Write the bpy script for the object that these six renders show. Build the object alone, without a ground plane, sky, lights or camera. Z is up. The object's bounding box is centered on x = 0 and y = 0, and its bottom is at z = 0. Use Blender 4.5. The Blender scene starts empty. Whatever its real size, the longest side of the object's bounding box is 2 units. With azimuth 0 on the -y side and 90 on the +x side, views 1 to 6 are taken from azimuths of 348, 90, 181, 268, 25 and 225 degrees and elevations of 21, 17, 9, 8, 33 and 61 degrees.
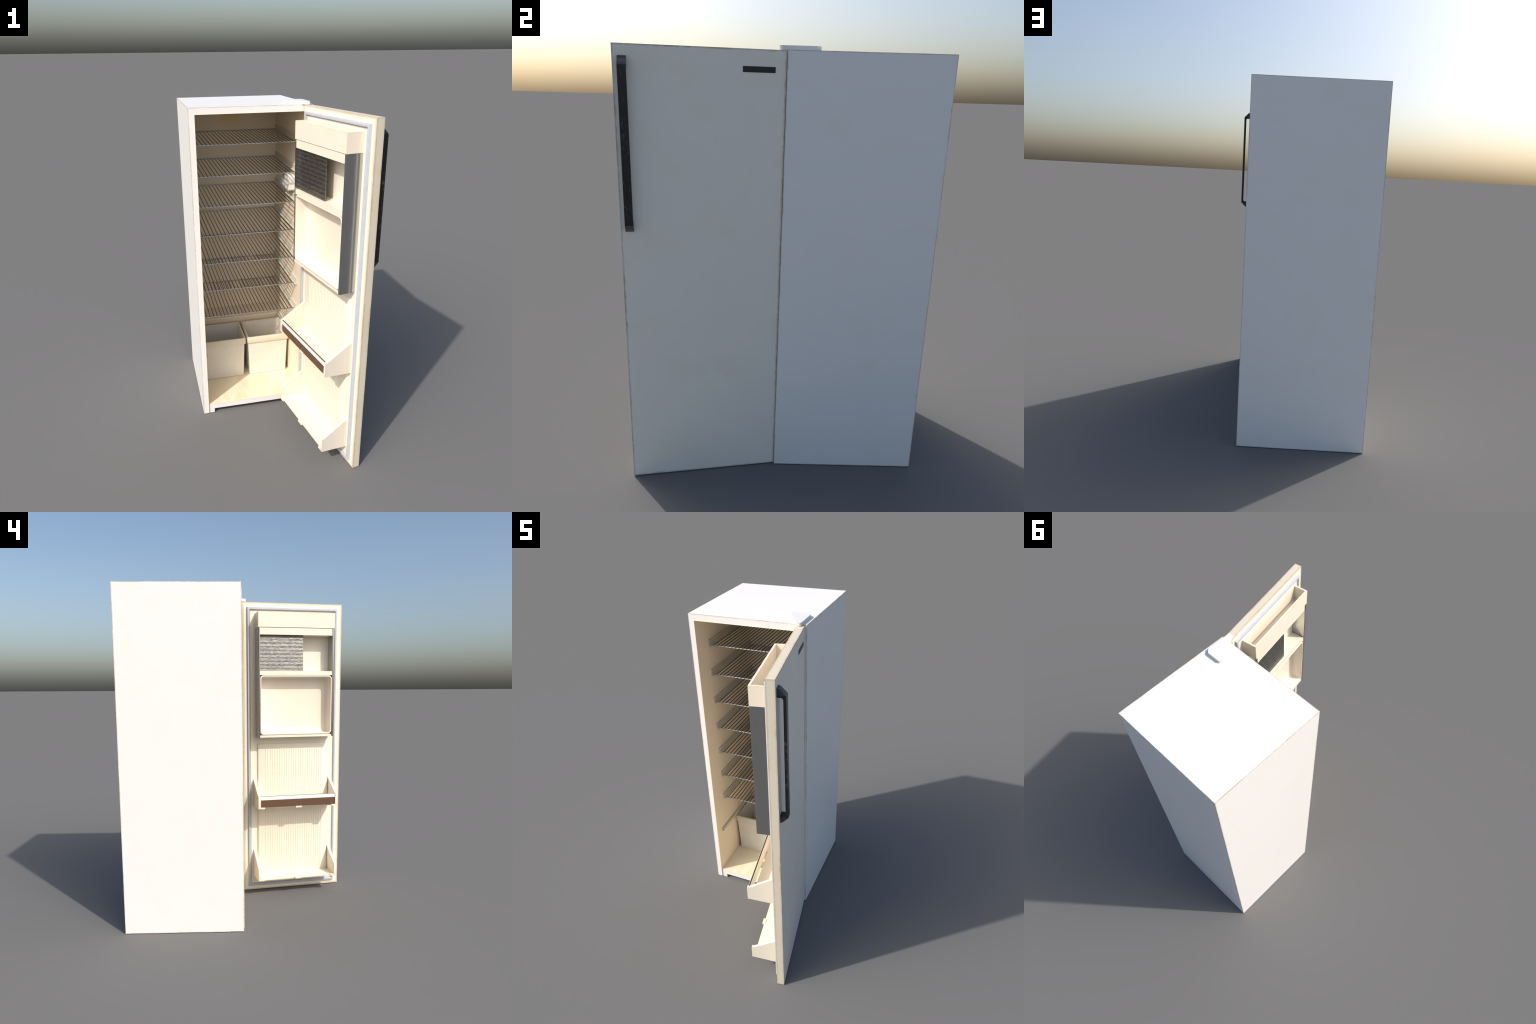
# Tall single-door refrigerator with its door standing open: white enamel
# cabinet, cream liner with seven wire shelves, two crisper bins, a thermostat
# box, and a fitted door (gasket, cheese box, metal cheeks, shutter, rounded
# tray, ribbed panel, two bottle shelves, black bar handle, name plate).
import bpy, bmesh, math
from mathutils import Vector, Matrix

# ------------------------------------------------------------------ sizes (m)
X0, X1 = -0.4250, 0.2764          # cabinet outside
Y0, Y1 = -0.0005, 0.6938
ZT = 1.9815
XI0, XI1 = -0.390, 0.243          # cavity
YB = 0.685
ZC = 1.944                        # cavity ceiling
ZF = 0.068                        # cavity floor
DOOR_ANGLE = math.radians(10.25)  # past square-on, door swings to the right
HINGE = Vector((0.2660, -0.0022, 0.0))
DW, DT = 0.6935, 0.0425           # door width and thickness
DZ0, DZ1 = 0.002, 1.980

# ------------------------------------------------------------------ materials
def new_mat(name):
    m = bpy.data.materials.new(name)
    m.use_nodes = True
    nt = m.node_tree
    return m, nt, nt.nodes["Principled BSDF"]

def N(nt, kind, **kw):
    n = nt.nodes.new(kind)
    for k, v in kw.items():
        setattr(n, k, v)
    return n

def link(nt, a, b):
    nt.links.new(a, b)

def setin(nt, sock, v):
    if hasattr(v, "is_output"):
        nt.links.new(v, sock)
    else:
        sock.default_value = v

def math_(nt, op, a, b=0.0, c=None, clamp=False):
    n = N(nt, "ShaderNodeMath", operation=op, use_clamp=clamp)
    setin(nt, n.inputs[0], a)
    setin(nt, n.inputs[1], b)
    if c is not None:
        setin(nt, n.inputs[2], c)
    return n.outputs[0]

def mix(nt, f, a, b):
    n = N(nt, "ShaderNodeMix", data_type="RGBA")
    setin(nt, n.inputs[0], f)
    for s, v in ((n.inputs[6], a), (n.inputs[7], b)):
        if hasattr(v, "is_output"):
            nt.links.new(v, s)
        else:
            s.default_value = (*v, 1)
    return n.outputs[2]

def ramp(nt, f, lo, hi):
    n = N(nt, "ShaderNodeMapRange", clamp=True, interpolation_type="SMOOTHSTEP")
    setin(nt, n.inputs[0], f)
    n.inputs[1].default_value, n.inputs[2].default_value = lo, hi
    n.inputs[3].default_value, n.inputs[4].default_value = 0, 1
    return n.outputs[0]

def objco(nt, scale=(1, 1, 1), loc=(0, 0, 0)):
    tc = N(nt, "ShaderNodeTexCoord")
    mp = N(nt, "ShaderNodeMapping")
    mp.inputs["Scale"].default_value = scale
    mp.inputs["Location"].default_value = loc
    link(nt, tc.outputs["Object"], mp.inputs["Vector"])
    return mp.outputs["Vector"]

def noise(nt, co, scale, detail=4, rough=0.55):
    n = N(nt, "ShaderNodeTexNoise")
    link(nt, co, n.inputs["Vector"])
    n.inputs["Scale"].default_value = scale
    n.inputs["Detail"].default_value = detail
    n.inputs["Roughness"].default_value = rough
    return n.outputs["Fac"]

def bump(nt, bsdf, h, strength, dist=0.001):
    b = N(nt, "ShaderNodeBump")
    b.inputs["Strength"].default_value = strength
    b.inputs["Distance"].default_value = dist
    link(nt, h, b.inputs["Height"])
    link(nt, b.outputs["Normal"], bsdf.inputs["Normal"])

def edge_distance(nt, lo, hi):
    """Distance, on a box-shaped part, from a surface point to the nearest
    edge: the middle one of the three distances to the box planes."""
    c = [(a + b) / 2 for a, b in zip(lo, hi)]
    h = [(b - a) / 2 for a, b in zip(lo, hi)]
    sep = N(nt, "ShaderNodeSeparateXYZ")
    link(nt, objco(nt, loc=[-v for v in c]), sep.inputs[0])
    d = [math_(nt, "SUBTRACT", h[i], math_(nt, "ABSOLUTE", sep.outputs[i])) for i in range(3)]
    lo_ = math_(nt, "MINIMUM", d[0], d[1])
    hi_ = math_(nt, "MAXIMUM", d[0], d[1])
    return math_(nt, "MAXIMUM", lo_, math_(nt, "MINIMUM", hi_, d[2]))

def stained(name, base, stain, amount=0.25, scale=5.0, rough=0.42, fine=0.05,
            box=None, grime=(0.55, 0.42, 0.24), grime_w=0.010, grime_amt=0.5,
            stretch=(1, 1, 1), coat=0.0, spec=0.5, edge_line=0.0, edge_line_col=(0.70, 0.56, 0.34), edge_line_r=0.005, tint=None):
    """Aged enamel / plastic: base colour, soft blotches of an aged tint,
    fine grain, and optional grime collected along the edges of a box part."""
    m, nt, b = new_mat(name)
    co = objco(nt, scale=stretch)
    blot = ramp(nt, noise(nt, co, scale, 5, 0.6), 0.45, 0.72)
    col = mix(nt, math_(nt, "MULTIPLY", blot, amount), base, stain)
    grain = noise(nt, co, 160, 3, 0.6)
    dark = tuple(v * 0.86 for v in base)
    col = mix(nt, math_(nt, "MULTIPLY", ramp(nt, grain, 0.5, 0.8), fine * 4), col, dark)
    if box:
        ed = edge_distance(nt, *box)
        wob = math_(nt, "MULTIPLY", math_(nt, "SUBTRACT", noise(nt, objco(nt), 38, 5, 0.7), 0.5), grime_w * 1.6)
        g = math_(nt, "SUBTRACT", 1.0, ramp(nt, math_(nt, "ADD", ed, wob), 0.0, grime_w))
        patch = ramp(nt, noise(nt, objco(nt), 6, 4, 0.6), 0.25, 0.75)
        g = math_(nt, "MULTIPLY", g, math_(nt, "MULTIPLY", math_(nt, "ADD", 0.35, math_(nt, "MULTIPLY", patch, 0.65)), grime_amt))
        col = mix(nt, g, col, grime)
    if edge_line > 0:
        # tan lines along edges and joints, where the rounded normal departs from flat
        bv = N(nt, "ShaderNodeBevel", samples=4)
        bv.inputs["Radius"].default_value = edge_line_r
        geo = N(nt, "ShaderNodeNewGeometry")
        dot = N(nt, "ShaderNodeVectorMath", operation="DOT_PRODUCT")
        link(nt, bv.outputs[0], dot.inputs[0])
        link(nt, geo.outputs["True Normal"], dot.inputs[1])
        e = ramp(nt, math_(nt, "SUBTRACT", 1.0, dot.outputs["Value"]), 0.008, 0.14)
        patch = ramp(nt, noise(nt, objco(nt), 22, 4, 0.65), 0.30, 0.65)
        e = math_(nt, "MULTIPLY", e, math_(nt, "ADD", 0.4 * edge_line, math_(nt, "MULTIPLY", patch, 0.6 * edge_line)))
        col = mix(nt, e, col, edge_line_col)
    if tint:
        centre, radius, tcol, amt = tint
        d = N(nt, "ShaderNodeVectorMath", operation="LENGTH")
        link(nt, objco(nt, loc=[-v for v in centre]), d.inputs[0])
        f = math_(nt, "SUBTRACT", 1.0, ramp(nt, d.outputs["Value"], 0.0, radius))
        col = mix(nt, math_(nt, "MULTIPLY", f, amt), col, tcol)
    link(nt, col, b.inputs["Base Color"])
    b.inputs["Roughness"].default_value = rough
    b.inputs["Specular IOR Level"].default_value = spec
    b.inputs["Coat Weight"].default_value = coat
    bump(nt, b, grain, 0.08, 0.0006)
    return m

CABBOX = ((X0, Y0, 0), (X1, Y1, ZT))
DOORBOX = ((0, 0, DZ0), (DW, DT, DZ1))

M_ENAMEL = stained("white_enamel", (0.90, 0.882, 0.845), (0.875, 0.835, 0.74), 0.26, 6.0, 0.40,
                   box=CABBOX, grime=(0.46, 0.38, 0.25), grime_w=0.0055, grime_amt=0.95, stretch=(1, 1, 1))
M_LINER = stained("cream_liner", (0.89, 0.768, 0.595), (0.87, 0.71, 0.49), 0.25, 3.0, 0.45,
                  tint=((-0.08, YB, 1.875), 0.13, (0.88, 0.66, 0.30), 0.85))  # lamp's yellow glow on the back wall, painted into the liner colour
M_DOOR = stained("aged_door_core", (0.75, 0.675, 0.54), (0.73, 0.62, 0.45), 0.40, 6.0, 0.45,
                 box=DOORBOX, grime=(0.54, 0.41, 0.22), grime_w=0.010, grime_amt=0.85)
M_SKIN = stained("aged_door_enamel", (0.925, 0.872, 0.765), (0.87, 0.80, 0.655), 0.36, 4.5, 0.42,
                 box=((0, -1, DZ0), (DW, DT, DZ1)), grime=(0.40, 0.33, 0.20), grime_w=0.010, grime_amt=0.95)
M_INNER = stained("cream_door_liner", (0.88, 0.825, 0.695), (0.86, 0.76, 0.57), 0.30, 5.0, 0.42, edge_line=0.65)
M_BIN = stained("cream_plastic", (0.885, 0.803, 0.668), (0.86, 0.74, 0.54), 0.30, 7.0, 0.38, edge_line=0.75)
M_CRISP = stained("crisper_plastic", (0.82, 0.785, 0.69), (0.78, 0.70, 0.56), 0.45, 9.0, 0.30, fine=0.08, edge_line=0.35)
M_CRIM = stained("crisper_rim_plastic", (0.79, 0.725, 0.58), (0.74, 0.64, 0.46), 0.45, 9.0, 0.36, fine=0.08, edge_line=0.4)
M_GREYPL = stained("grey_rail_plastic", (0.62, 0.58, 0.48), (0.48, 0.44, 0.35), 0.4, 12.0, 0.40)
M_WHITEPL = stained("white_plastic", (0.80, 0.79, 0.76), (0.76, 0.72, 0.62), 0.3, 9.0, 0.35)
M_GREYDIAL = stained("grey_dial_plastic", (0.33, 0.33, 0.33), (0.22, 0.22, 0.22), 0.4, 30.0, 0.4)
M_MIDDIAL = stained("pale_dial_plastic", (0.52, 0.52, 0.51), (0.42, 0.42, 0.41), 0.4, 30.0, 0.4)
M_GASKET = stained("blue_grey_rubber", (0.49, 0.505, 0.55), (0.43, 0.445, 0.485), 0.5, 25.0, 0.55, fine=0.10)
M_BROWN = stained("brown_trim", (0.125, 0.066, 0.037), (0.10, 0.05, 0.027), 0.4, 12.0, 0.45)
M_BRIGHT = stained("white_trim", (0.86, 0.86, 0.86), (0.80, 0.80, 0.80), 0.3, 12.0, 0.28)
M_DARK = stained("dark_trim", (0.035, 0.034, 0.034), (0.02, 0.02, 0.02), 0.3, 12.0, 0.4)
M_HINGE = stained("hinge_cover_enamel", (0.83, 0.82, 0.80), (0.80, 0.74, 0.64), 0.35, 14.0, 0.38, edge_line=0.6, edge_line_col=(0.55, 0.48, 0.36), edge_line_r=0.003)

def wood_floor():
    m, nt, b = new_mat("stained_floor_sheet")
    co = objco(nt, scale=(3.2, 0.9, 1.0))
    st = ramp(nt, noise(nt, co, 4.5, 6, 0.62), 0.46, 0.68)
    col = mix(nt, math_(nt, "MULTIPLY", st, 0.55), (0.88, 0.785, 0.60), (0.82, 0.62, 0.36))
    f = ramp(nt, noise(nt, objco(nt, scale=(9, 2, 1)), 6, 6, 0.65), 0.55, 0.75)
    col = mix(nt, math_(nt, "MULTIPLY", f, 0.22), col, (0.72, 0.52, 0.30))
    link(nt, col, b.inputs["Base Color"])
    b.inputs["Roughness"].default_value = 0.45
    return m
M_FLOOR = wood_floor()

def black_handle():
    m, nt, b = new_mat("worn_black_handle")
    co = objco(nt, scale=(1, 1, 0.35))
    n = noise(nt, co, 120, 6, 0.7)
    big = noise(nt, objco(nt), 9, 3, 0.5)
    f = math_(nt, "MULTIPLY", ramp(nt, n, 0.52, 0.66), ramp(nt, big, 0.44, 0.60))
    col = mix(nt, f, (0.009, 0.009, 0.009), (0.10, 0.10, 0.105))
    # angled end pieces lightened in base colour to show the sky's reflection
    sep = N(nt, "ShaderNodeSeparateXYZ")
    link(nt, objco(nt, loc=(0, 0, -1.584)), sep.inputs[0])
    ends = ramp(nt, math_(nt, "ABSOLUTE", sep.outputs[2]), 0.3165, 0.3185)
    col = mix(nt, ends, col, (0.040, 0.041, 0.045))
    link(nt, col, b.inputs["Base Color"])
    b.inputs["Roughness"].default_value = 0.24
    bump(nt, b, n, 0.10, 0.0006)
    return m
M_HANDLE = black_handle()

def black_plate():
    m, nt, b = new_mat("black_name_plate")
    b.inputs["Base Color"].default_value = (0.012, 0.013, 0.015, 1)
    b.inputs["Roughness"].default_value = 0.4
    return m
M_PLATE = black_plate()

def metal(name, base, rough, streak, bumpamt, spots=0.2):
    m, nt, b = new_mat(name)
    s = noise(nt, objco(nt, scale=streak), 60, 5, 0.65)
    sp = ramp(nt, noise(nt, objco(nt), 90, 5, 0.7), 0.60, 0.74)
    col = mix(nt, math_(nt, "MULTIPLY", sp, spots), base, tuple(min(1, v * 1.5) for v in base))
    link(nt, col, b.inputs["Base Color"])
    b.inputs["Metallic"].default_value = 1.0
    link(nt, math_(nt, "ADD", rough - 0.08, math_(nt, "MULTIPLY", s, 0.16)), b.inputs["Roughness"])
    bump(nt, b, s, bumpamt, 0.0008)
    return m
M_CHEEK = metal("brushed_cheek_metal", (0.50, 0.50, 0.50), 0.21, (1, 1, 0.3), 0.012, 0.2)
M_WIRE = metal("shelf_wire_metal", (0.27, 0.27, 0.28), 0.24, (1, 1, 1), 0.05, 0.2)

M_BAR = metal("shelf_bar_metal", (0.50, 0.50, 0.51), 0.34, (1, 1, 1), 0.05, 0.2)  # base raised above the rods' metal to bake in sun highlights on the bars

def shutter_metal():
    """Rows of small pressed slats: horizontal bands broken into short dashes."""
    m, nt, b = new_mat("streaked_shutter_metal")
    sep = N(nt, "ShaderNodeSeparateXYZ")
    link(nt, objco(nt), sep.inputs[0])
    wob = math_(nt, "MULTIPLY", noise(nt, objco(nt, scale=(0.6, 1, 1)), 30, 3), 0.002)
    z = math_(nt, "ADD", sep.outputs[2], wob)
    row = math_(nt, "SINE", math_(nt, "MULTIPLY", z, 2 * math.pi / 0.0235))
    fine = math_(nt, "SINE", math_(nt, "MULTIPLY", z, 2 * math.pi / 0.0078))
    dash = noise(nt, objco(nt, scale=(0.32, 1, 2.4)), 150, 5, 0.75)
    h = math_(nt, "ADD", math_(nt, "MULTIPLY", row, 0.35), math_(nt, "MULTIPLY", fine, 0.30))
    h = math_(nt, "ADD", h, math_(nt, "MULTIPLY", dash, 2.2))
    v = math_(nt, "ADD", math_(nt, "MULTIPLY", row, 0.055), dash)
    col = mix(nt, ramp(nt, v, 0.34, 0.68), (0.085, 0.078, 0.068), (0.31, 0.305, 0.295))
    link(nt, col, b.inputs["Base Color"])
    b.inputs["Metallic"].default_value = 0.92
    b.inputs["Roughness"].default_value = 0.42
    bump(nt, b, h, 0.42, 0.0020)
    return m
M_SHUTTER = shutter_metal()

# ------------------------------------------------------------------ geometry
COLL = bpy.context.scene.collection

def finish(name, bm, mat, parent=None, bevel=0.0, seg=2, angle=35):
    if bevel > 0:
        es = [e for e in bm.edges if len(e.link_faces) == 2 and e.calc_face_angle(0) > math.radians(25)]
        bmesh.ops.bevel(bm, geom=es, offset=bevel, segments=seg, affect="EDGES", profile=0.5, clamp_overlap=True)
    bmesh.ops.recalc_face_normals(bm, faces=bm.faces)
    me = bpy.data.meshes.new(name)
    bm.to_mesh(me)
    bm.free()
    me.shade_smooth()
    me.set_sharp_from_angle(angle=math.radians(angle))
    me.materials.append(mat)
    ob = bpy.data.objects.new(name, me)
    COLL.objects.link(ob)
    if parent:
        ob.parent = parent
    return ob

def bm_box(bm, lo, hi):
    v = [bm.verts.new((x, y, z)) for z in (lo[2], hi[2]) for y in (lo[1], hi[1]) for x in (lo[0], hi[0])]
    for q in ((0, 2, 3, 1), (4, 5, 7, 6), (0, 1, 5, 4), (2, 6, 7, 3), (0, 4, 6, 2), (1, 3, 7, 5)):
        bm.faces.new([v[i] for i in q])
    return v

def box(name, lo, hi, mat, parent=None, bevel=0.0, seg=2):
    bm = bmesh.new()
    bm_box(bm, lo, hi)
    return finish(name, bm, mat, parent, bevel, seg)

def bm_prism(bm, poly, axis, a, b):
    """Extrude a 2D polygon along an axis (0=x: poly is y,z; 1=y: x,z; 2=z: x,y)."""
    def p(q, t):
        return {0: (t, q[0], q[1]), 1: (q[0], t, q[1]), 2: (q[0], q[1], t)}[axis]
    va = [bm.verts.new(p(q, a)) for q in poly]
    vb = [bm.verts.new(p(q, b)) for q in poly]
    n = len(poly)
    bm.faces.new(va)
    bm.faces.new(vb[::-1])
    for i in range(n):
        bm.faces.new((va[i], vb[i], vb[(i + 1) % n], va[(i + 1) % n]))

def prism(name, poly, axis, a, b, mat, parent=None, bevel=0.0, seg=2):
    bm = bmesh.new()
    bm_prism(bm, poly, axis, a, b)
    return finish(name, bm, mat, parent, bevel, seg)

def ring(u0, u1, z0, z1, r=0.0, n=6):
    """Rounded rectangle as a closed loop of 2D points."""
    if r <= 0:
        return [(u0, z0), (u1, z0), (u1, z1), (u0, z1)]
    pts = []
    for cx, cz, a0 in ((u1 - r, z0 + r, -90), (u1 - r, z1 - r, 0), (u0 + r, z1 - r, 90), (u0 + r, z0 + r, 180)):
        for i in range(n + 1):
            a = math.radians(a0 + 90 * i / n)
            pts.append((cx + r * math.cos(a), cz + r * math.sin(a)))
    return pts

def loft(bm, loops, cap0=False, cap1=False):
    rows = [[bm.verts.new(p) for p in lp] for lp in loops]
    n = len(rows[0])
    for A, B in zip(rows, rows[1:]):
        for i in range(n):
            bm.faces.new((A[i], A[(i + 1) % n], B[(i + 1) % n], B[i]))
    if cap0:
        bm.faces.new(rows[0][::-1])
    if cap1:
        bm.faces.new(rows[-1])

def tube_mesh(name, p, q, r, mat, n=8):
    bm = bmesh.new()
    p, q = Vector(p), Vector(q)
    d = (q - p).normalized()
    a = d.orthogonal().normalized()
    b = d.cross(a)
    def circ(c, rr):
        return [c + (a * math.cos(t) + b * math.sin(t)) * rr for t in (2 * math.pi * i / n for i in range(n))]
    loft(bm, [circ(p, r * 0.6), circ(p + d * r * 0.5, r), circ(q - d * r * 0.5, r), circ(q, r * 0.6)], True, True)
    return bm

# ------------------------------------------------------------------ the thing
root = bpy.data.objects.new("refrigerator", None)
COLL.objects.link(root)
root["label"] = "tall white refrigerator with open cream door and wire shelves"
root["category"] = "refrigerator"

# ---- cabinet shell: a box open at the front, side walls reaching the ground
def cabinet_shell():
    bm = bmesh.new()
    w = 0.002
    a0, a1, c, yb = XI0 - w, XI1 + w, ZC + w, YB + w
    def v(x, y, z):
        return bm.verts.new((x, y, z))
    f = [v(X0, Y0, 0), v(X0, Y0, ZT), v(X1, Y0, ZT), v(X1, Y0, 0), v(a1, Y0, 0), v(a1, Y0, c), v(a0, Y0, c), v(a0, Y0, 0)]
    b = [v(X0, Y1, 0), v(X0, Y1, ZT), v(X1, Y1, ZT), v(X1, Y1, 0)]
    i = [v(a1, yb, 0), v(a1, yb, c), v(a0, yb, c), v(a0, yb, 0)]
    F = bm.faces.new
    F((f[0], f[1], f[2], f[3], f[4], f[5], f[6], f[7]))
    F((b[3], b[2], b[1], b[0]))
    F((f[0], b[0], b[1], f[1])); F((f[1], b[1], b[2], f[2])); F((f[2], b[2], b[3], f[3]))
    F((f[4], i[0], i[1], f[5])); F((f[5], i[1], i[2], f[6])); F((f[6], i[2], i[3], f[7]))
    F((i[0], i[3], i[2], i[1]))
    F((f[0], f[7], i[3], i[0], f[4], f[3], b[3], b[0]))
    outer = [e for e in bm.edges if all(vv in f[:4] + b for vv in e.verts)
             and e.calc_face_angle(0) > 0.5 and max(vv.co.z for vv in e.verts) > 0.1]
    bmesh.ops.bevel(bm, geom=outer, offset=0.0022, segments=2, affect="EDGES", profile=0.5)
    return finish("cabinet_shell", bm, M_ENAMEL, root)
cabinet_shell()

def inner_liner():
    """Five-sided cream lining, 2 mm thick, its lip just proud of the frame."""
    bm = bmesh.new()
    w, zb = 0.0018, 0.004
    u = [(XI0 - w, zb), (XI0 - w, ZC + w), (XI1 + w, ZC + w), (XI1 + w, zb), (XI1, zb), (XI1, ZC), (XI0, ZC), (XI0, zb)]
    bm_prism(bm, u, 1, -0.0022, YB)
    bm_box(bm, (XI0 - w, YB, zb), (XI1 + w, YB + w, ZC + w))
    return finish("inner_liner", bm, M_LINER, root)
inner_liner()

box("base_plate", (XI0 + 0.001, 0.004, 0.0295), (XI1 - 0.001, YB - 0.001, ZF - 0.0025), M_ENAMEL, root, 0.0015)
box("floor_sheet", (XI0 + 0.0012, 0.0035, ZF - 0.0025), (XI1 - 0.0012, YB - 0.001, ZF), M_FLOOR, root, 0.0006)
for xa, xb in ((XI0 + 0.001, -0.352), (0.205, XI1 - 0.001)):
    box("plinth_foot", (xa, 0.0042, 0.0), (xb, 0.075, 0.0295), M_ENAMEL, root, 0.0012)

# compressor hump behind the bins
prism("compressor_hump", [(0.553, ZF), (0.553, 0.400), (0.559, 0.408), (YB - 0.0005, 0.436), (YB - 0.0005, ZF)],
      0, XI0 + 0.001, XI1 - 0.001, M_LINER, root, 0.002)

# ---- hinge cover on top
HC = [(0.141, 0.120), (0.146, 0.131), (0.153, 0.138), (0.233, 0.1395), (0.2445, 0.130), (0.2540, 0.1185),
      (0.2545, -0.0265), (0.2480, -0.0335), (0.2345, -0.0345), (0.2275, -0.024)]
prism("hinge_cover", HC, 2, 1.9818, 2.0, M_HINGE, root, 0.0022, 2)

# ---- lamp housing under the ceiling, at the back
M_LAMP = stained("warm_lamp_cover", (0.88, 0.72, 0.36), (0.84, 0.62, 0.25), 0.4, 8.0, 0.35)
prism("lamp_housing", [(0.585, 1.898), (0.593, 1.8905), (YB - 0.0005, 1.8905), (YB - 0.0005, ZC - 0.0005), (0.585, ZC - 0.0005)],
      0, -0.188, 0.041, M_LAMP, root, 0.003, 2)

# ---- shelf rails and wire shelves
PITCH = 0.1852                    # rails
RAIL_TOP = [1.7886 - PITCH * i for i in range(7)]
SHELF_DROP = 0.0325               # wire plane below the rail top
prof = [(0, 0), (0.0075, 0), (0.0085, -0.004), (0.0085, -0.010), (0.0045, -0.0125), (0.0045, -0.016), (0.0075, -0.018),
        (0.0075, -0.030), (0.0165, -0.0345), (0.0165, -0.0385), (0.006, -0.0405), (0, -0.0405)]
for zt in RAIL_TOP:
    for side in (0, 1):
        pts = [((XI0 + d) if side == 0 else (XI1 - d), zt + z) for d, z in prof]
        prism("shelf_rail", pts, 1, 0.124, YB - 0.003, M_GREYPL, root)
# lowest pair: plain runners above the bins
for side in (0, 1):
    pts = [(0, 0.416), (0.013, 0.413), (0.017, 0.404), (0.017, 0.396), (0.012, 0.391), (0, 0.391)]
    pts = [((XI0 + d) if side == 0 else (XI1 - d), z) for d, z in pts]
    prism("shelf_runner", pts, 1, 0.062, 0.552, M_GREYPL, root, 0.001)

SX0, SX1 = -0.3825, 0.2355
bar_me = rod_me = None
for k, zt in enumerate(RAIL_TOP):
    z = zt - SHELF_DROP
    bm = bmesh.new()
    for y, dz in ((0.1440, -0.0014), (0.6790, 0.0018)):
        t = tube_mesh("t", (SX0, y, dz), (SX1, y, dz), 0.0041, None)
        me = bpy.data.meshes.new("tmp"); t.to_mesh(me); t.free(); bm.from_mesh(me); bpy.data.meshes.remove(me)
    if bar_me is None:
        shelf = finish("wire_shelf", bm, M_BAR, root)
        bar_me = shelf.data
        r = finish("shelf_rod", tube_mesh("r", (0, 0.1385, 0), (0, 0.6840, 0.0034), 0.0031, None), M_WIRE, None)
        rod_me = r.data
        bpy.data.objects.remove(r)
    else:
        bm.free()
        shelf = bpy.data.objects.new("wire_shelf", bar_me)
        COLL.objects.link(shelf)
        shelf.parent = root
    shelf.location = (0, 0, z)
    for i in range(25):
        rod = bpy.data.objects.new("shelf_rod", rod_me)
        COLL.objects.link(rod)
        rod.parent = shelf
        rod.location = (-0.3614 + 0.02402 * i, 0, 0.0008)

# ---- crisper bins: tapered tubs with an overhanging rim
def crisper(x0, x1):
    y0, y1, zr0, zr1 = 0.268, 0.522, 0.334, 0.379
    zb = ZF + 0.0005
    t = 0.0095                       # taper to the foot
    o = 0.0065                       # rim overhang
    def lp(ax, bx, ay, by, z, r=0.006):
        return [(x, y, z) for x, y in ring(ax, bx, ay, by, r, 3)]
    bm = bmesh.new()
    b0, b1, b2, b3 = x0 + o + t, x1 - o - t, y0 + o + t, y1 - o - t * 0.3
    w = 0.011
    body = [lp(b0 + .003, b1 - .003, b2 + .003, b3 - .003, zb),
            lp(b0, b1, b2, b3, zb + 0.003),
            lp(x0 + o, x1 - o, y0 + o, y1 - o, zr1 - 0.004),
            lp(x0 + w, x1 - w, y0 + w, y1 - w, zr1 - 0.004),
            lp(b0 + 0.006, b1 - 0.006, b2 + 0.006, b3 + 0.002, zb + 0.012, 0.004),
            lp(b0 + 0.012, b1 - 0.012, b2 + 0.012, b3 - 0.002, zb + 0.007, 0.004)]
    loft(bm, body, True, True)
    tub = finish("crisper_bin", bm, M_CRISP, root)
    bm = bmesh.new()
    i = o + 0.0002
    rim = [lp(x0 + i, x1 - i, y0 + i, y1 - i, zr0),
           lp(x0 + .001, x1 - .001, y0 + .001, y1 - .001, zr0),
           lp(x0, x1, y0, y1, zr0 + 0.002),
           lp(x0, x1, y0, y1, zr1 - 0.003),
           lp(x0 + .002, x1 - .002, y0 + .002, y1 - .002, zr1),
           lp(x0 + w, x1 - w, y0 + w, y1 - w, zr1),
           lp(x0 + w + .0012, x1 - w - .0012, y0 + w + .0012, y1 - w - .0012, zr1 - 0.006),
           lp(x0 + i, x1 - i, y0 + i, y1 - i, zr1 - 0.0055)]
    rows = [[bm.verts.new(p) for p in l] for l in rim]
    n = len(rows[0])
    for A, B in zip(rows, rows[1:] + rows[:1]):
        for k in range(n):
            bm.faces.new((A[k], A[(k + 1) % n], B[(k + 1) % n], B[k]))
    finish("crisper_rim", bm, M_CRIM, tub)
    return tub
crisper(-0.3835, -0.0785)
crisper(-0.0665, 0.2335)

# ---- thermostat on the right wall
th = prism("thermostat_box", [(0.203, 1.445), (0.212, 1.436), (0.388, 1.436), (0.388, 1.530), (0.380, 1.537), (0.225, 1.537), (0.203, 1.515)],
           0, 0.200, XI1 - 0.0005, M_WHITEPL, root, 0.003, 3)
def dial(name, y, z, r, h, mat):
    bm = bmesh.new()
    n = 28
    def c(x, rr):
        return [(x, y + rr * math.cos(2 * math.pi * i / n), z + rr * math.sin(2 * math.pi * i / n)) for i in range(n)]
    loft(bm, [c(0.2005, r), c(0.2 - h * 0.8, r), c(0.2 - h, r * 0.9)], True, True)
    return finish(name, bm, mat, th)
dial("thermostat_dial", 0.350, 1.474, 0.031, 0.010, M_MIDDIAL)
dial("thermostat_knob", 0.298, 1.458, 0.016, 0.014, M_GREYDIAL)
box("dial_grip", (0.182, 0.3455, 1.450), (0.1905, 0.3545, 1.498), M_GREYDIAL, th, 0.002)
box("thermostat_switch", (0.194, 0.288, 1.500), (0.2005, 0.318, 1.524), M_GREYDIAL, th, 0.002)

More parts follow.
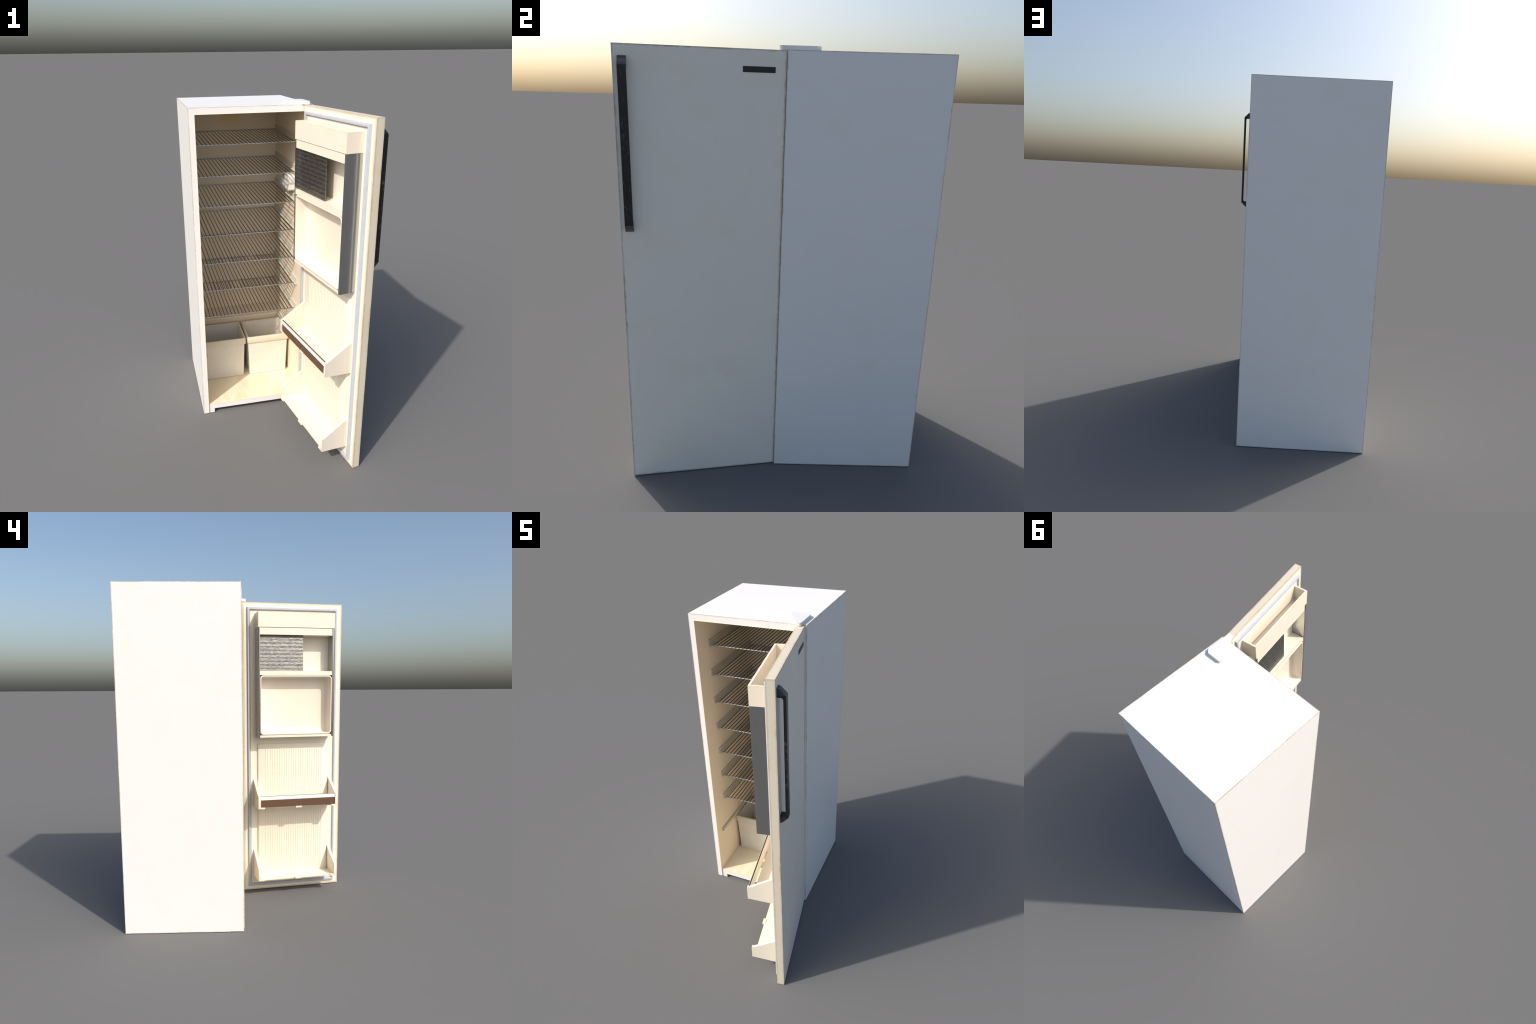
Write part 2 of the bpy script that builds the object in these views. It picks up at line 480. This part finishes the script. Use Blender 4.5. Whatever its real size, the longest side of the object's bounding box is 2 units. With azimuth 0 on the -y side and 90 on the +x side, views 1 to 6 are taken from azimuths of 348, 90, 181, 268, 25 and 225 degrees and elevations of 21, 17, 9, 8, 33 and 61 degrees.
# ------------------------------------------------------------------ the door
# local frame: x along the door from the hinge, y outwards, z up;
# the measure "w" below counts from the outer skin inwards (y = DT - ... )
door = box("door", (0, 0, DZ0), (DW, DT - 0.0016, DZ1), M_DOOR, root, 0.0012, 2)
ca, sa = math.cos(DOOR_ANGLE), math.sin(DOOR_ANGLE)
U = Vector((sa, -ca, 0)); OUT = Vector((ca, sa, 0))
door.matrix_world = Matrix(((U.x, OUT.x, 0, HINGE.x - OUT.x * DT), (U.y, OUT.y, 0, HINGE.y - OUT.y * DT), (0, 0, 1, 0), (0, 0, 0, 1)))
# now local y = DT is the outer skin and y = DT - w lies w behind it
def dbox(name, u0, u1, w0, w1, z0, z1, mat, bevel=0.0015, seg=2):
    return box(name, (u0, DT - w1, z0), (u1, DT - w0, z1), mat, door, bevel, seg)
def dprism_u(name, poly_wz, u0, u1, mat, bevel=0.0015):
    return prism(name, [(DT - w, z) for w, z in poly_wz], 0, u0, u1, mat, door, bevel)

dbox("door_skin", 0.0, DW, 0.0, 0.0016, DZ0, DZ1, M_SKIN, 0.0006)

# dark brown strip filling the wedge between the hinge edge and the frame
M_HINGE_STRIP = stained("brown_hinge_strip", (0.30, 0.25, 0.17), (0.20, 0.16, 0.10), 0.5, 20.0, 0.6)
dbox("hinge_dark_strip", -0.0045, 0.0015, 0.0025, 0.0300, DZ0 + 0.002, DZ1 - 0.002, M_HINGE_STRIP, 0.0)

# inner face: rim strip, gasket, liner sheet
dbox("door_rim", 0.0105, DW - 0.0105, DT - 0.001, DT + 0.0018, DZ0 + 0.0105, DZ1 - 0.0105, M_INNER, 0.0012)

def gasket():
    u0, u1, z0, z1 = 0.0300, 0.6610, 0.0300, 1.9490
    # (inset, height, extra inset on the latch side, where the bead leans inwards)
    sec = [(0, 0.0, 0.0), (0.0014, 0.0095, 0.0045), (0.0030, 0.0135, 0.0070), (0.0060, 0.0145, 0.0060),
           (0.0145, 0.0145, 0.0015), (0.0180, 0.0120, 0.0), (0.0205, 0.0, 0.0)]
    bm = bmesh.new()
    loops = []
    for d, h, lean in sec:
        loops.append([(x, -0.0018 - h, z) for x, z in ring(u0 + d, u1 - d - lean, z0 + d, z1 - d)])
    loops.append(loops[0])
    rows = [[bm.verts.new(p) for p in lp] for lp in loops[:-1]]
    rows.append(rows[0])
    for A, B in zip(rows, rows[1:]):
        for i in range(4):
            bm.faces.new((A[i], A[(i + 1) % 4], B[(i + 1) % 4], B[i]))
    return finish("door_gasket", bm, M_GASKET, door)
gasket()
dbox("door_liner", 0.0515, 0.6415, DT, DT + 0.006, 0.0515, 1.9275, M_INNER, 0.002)


# ribbed lower panel: bevelled slab with vertical half-round ribs
def ribbed_panel():
    u0, u1, z0, z1 = 0.0945, 0.6055, 0.098, 1.0445
    w0, w1, c = DT + 0.004, 0.062, 0.010
    bm = bmesh.new()
    ys = lambda w: DT - w
    loft(bm, [[(x, ys(w0), z) for x, z in ring(u0, u1, z0, z1, 0.006, 3)],
              [(x, ys(w1 - 0.006), z) for x, z in ring(u0 + 0.003, u1 - 0.003, z0 + 0.003, z1 - 0.003, 0.006, 3)],
              [(x, ys(w1 - 0.0015), z) for x, z in ring(u0 + 0.006, u1 - 0.006, z0 + 0.006, z1 - 0.006, 0.006, 3)],
              [(x, ys(w1), z) for x, z in ring(u0 + c, u1 - c, z0 + c, z1 - c, 0.006, 3)]], True, True)
    return finish("ribbed_panel", bm, M_INNER, door, angle=50)
ribbed_panel()
def rib_mesh():
    bm = bmesh.new()
    r, n = 0.0046, 6
    def arc(z, k):
        return [(r * math.cos(math.pi * i / n) * k, -0.0014 * math.sin(math.pi * i / n) * k, z) for i in range(n + 1)]
    loft(bm, [arc(0.105, 0.4), arc(0.110, 1), arc(1.001, 1), arc(1.007, 0.4)], True, True)
    return bm
first = finish("panel_rib", rib_mesh(), M_INNER, door)
for i in range(25):
    rib = first if i == 0 else bpy.data.objects.new("panel_rib", first.data)
    if i:
        COLL.objects.link(rib)
        rib.parent = door
    rib.location = (0.1545 + i * 0.01665, DT - 0.0619, 0)

# top box: open bin
def open_bin(name, u0, u1, w0, w1, z0, z1, t, mat):
    bm = bmesh.new()
    y0, y1 = DT - w1, DT - w0
    def lp(d, z):
        return [(x, y, z) for x, y in ring(u0 + d, u1 - d, y0 + d, y1 - d)]
    loft(bm, [lp(0, z0), lp(0, z1), lp(t, z1), lp(t + 0.001, z0 + 0.006)], True, True)
    return finish(name, bm, mat, door, 0.0014)
open_bin("top_bin", 0.0865, 0.6105, DT + 0.004, 0.1405, 1.8115, 1.9095, 0.0105, M_BIN)
# valance under it, set back a hair
dbox("valance", 0.0985, 0.5945, DT + 0.005, 0.1375, 1.7640, 1.8095, M_BIN)

# metal cheeks: plate with rounded outer corner and a front return lip
for u_out, s in ((0.0860, 1), (0.6112, -1)):
    t, lip = 0.0022, 0.0115
    pts = [(0.0, 0.046), (0.0, 0.134), (0.0015, 0.1385), (0.005, 0.1405), (lip, 0.1405), (lip, 0.1385),
           (0.0058, 0.1385), (0.0030, 0.1370), (t, 0.133), (t, 0.046)]
    prism("cheek_plate", [(u_out + s * d, DT - w) for d, w in pts], 2, 1.0925, 1.8105, M_CHEEK, door).data.set_sharp_from_angle(angle=math.radians(60))

for a, b in ((0.0884, 0.0982), (0.5968, 0.6088)):
    dbox("cheek_lining", a, b, DT + 0.005, 0.1380, 1.0935, 1.8095, M_CHEEK, 0.0008)

# shutter: streaked sheet with shallow slats
def shutter():
    bm = bmesh.new()
    z0, z1, k = 1.531, 1.7655, 10
    prof = []
    for i in range(k):
        for j, o in ((0.0, 0.0), (0.5, 0.0004)):
            prof.append((0.1205 + o, z0 + (z1 - z0) * (i + j) / k))
    prof.append((0.1205, z1))
    prof += [(0.1150, z1), (0.1150, z0)]
    bm_prism(bm, [(DT - w, z) for w, z in prof], 0, 0.0985, 0.3965)
    return finish("sliding_shutter", bm, M_SHUTTER, door, angle=60)
shutter()
dbox("compartment_sill", 0.0975, 0.5955, DT + 0.005, 0.1375, 1.5035, 1.5305, M_BIN)

# rounded tray below the sill
def tray():
    u0, u1, z0, z1 = 0.0986, 0.5964, 1.1070, 1.5020
    bm = bmesh.new()
    def lp(d, w, r):
        return [(x, DT - w, z) for x, z in ring(u0 + d, u1 - d, z0 + d, z1 - d, r, 7)]
    loft(bm, [lp(0.004, 0.048, 0.020), lp(0.0, 0.128, 0.024), lp(0.0, 0.1355, 0.024), lp(0.003, 0.1385, 0.022),
              lp(0.007, 0.1385, 0.019), lp(0.0085, 0.1355, 0.018), lp(0.0095, 0.096, 0.018), lp(0.013, 0.076, 0.020),
              lp(0.022, 0.0665, 0.020), lp(0.036, 0.064, 0.016)], True, True)
    return finish("rounded_tray", bm, M_BIN, door, angle=55)
tray()
dbox("tray_ledge", 0.0960, 0.5955, DT + 0.005, 0.1370, 1.0915, 1.1065, M_BIN)

# bottle shelves: side brackets, floor, lugs, and on the upper one a trim strip
for z, strip in ((0.6210, True), (0.1205, False)):
    br = [(0.046, z - 0.014), (0.2105, z), (0.2112, z + 0.002), (0.2112, z + 0.084), (0.2100, z + 0.0868), (0.2035, z + 0.0868),
          (0.2010, z + 0.0845), (0.046, z + 0.181)]
    for u0, u1 in ((0.0675, 0.0842), (0.6060, 0.6225)):
        dprism_u("shelf_bracket", br, u0, u1, M_BIN, 0.0012)
    wf = 0.189 if strip else 0.199
    dprism_u("bottle_shelf", [(0.056, z - 0.006), (wf, z - 0.002), (wf, z + 0.006), (0.056, z + 0.002)], 0.0838, 0.6062, M_BIN, 0.001)
    for a, b in ((0.0842, 0.1120), (0.3265, 0.3685), (0.5800, 0.6058)):
        dbox("shelf_lug", a, b, 0.190, 0.2105, z - 0.001, z + 0.0095, M_BIN, 0.001)
    if strip:
        a, b = 0.0846, 0.6056
        dbox("brown_strip", a, b, 0.2010, 0.2070, z + 0.0085, z + 0.0585, M_BROWN, 0.0006)
        dbox("white_strip", a, b, 0.2010, 0.2074, z + 0.0585, z + 0.0825, M_BRIGHT, 0.0006)
        dbox("strip_backing", a, b, 0.1985, 0.2010, z + 0.0090, z + 0.0815, M_BIN, 0.0005)
        dbox("strip_edge", a, b, 0.1995, 0.2055, z + 0.0825, z + 0.0840, M_DARK, 0.0003)

# black bar handle on the outer skin
hp = [(0, 1.9360), (-0.012, 1.9310), (-0.0410, 1.9010), (-0.0410, 1.2670), (-0.012, 1.2370), (0, 1.2320),
      (0, 1.2760), (-0.018, 1.2765), (-0.0245, 1.2790), (-0.0275, 1.2860), (-0.0275, 1.8820), (-0.0245, 1.8890), (-0.018, 1.8910), (0, 1.8915)]
dprism_u("door_handle", [(w + (0.0005 if w == 0 else 0), z) for w, z in hp], 0.6385, 0.6725, M_HANDLE, 0.0012)
# name plate, left blank as on the original
plate = dbox("name_plate", 0.0465, 0.1815, -0.0012, 0.001, 1.8903, 1.9135, M_PLATE, 0.0006)
dbox("name_plate_ridge", 0.0490, 0.1790, -0.0020, 0.0, 1.8918, 1.8935, M_PLATE, 0.0003)
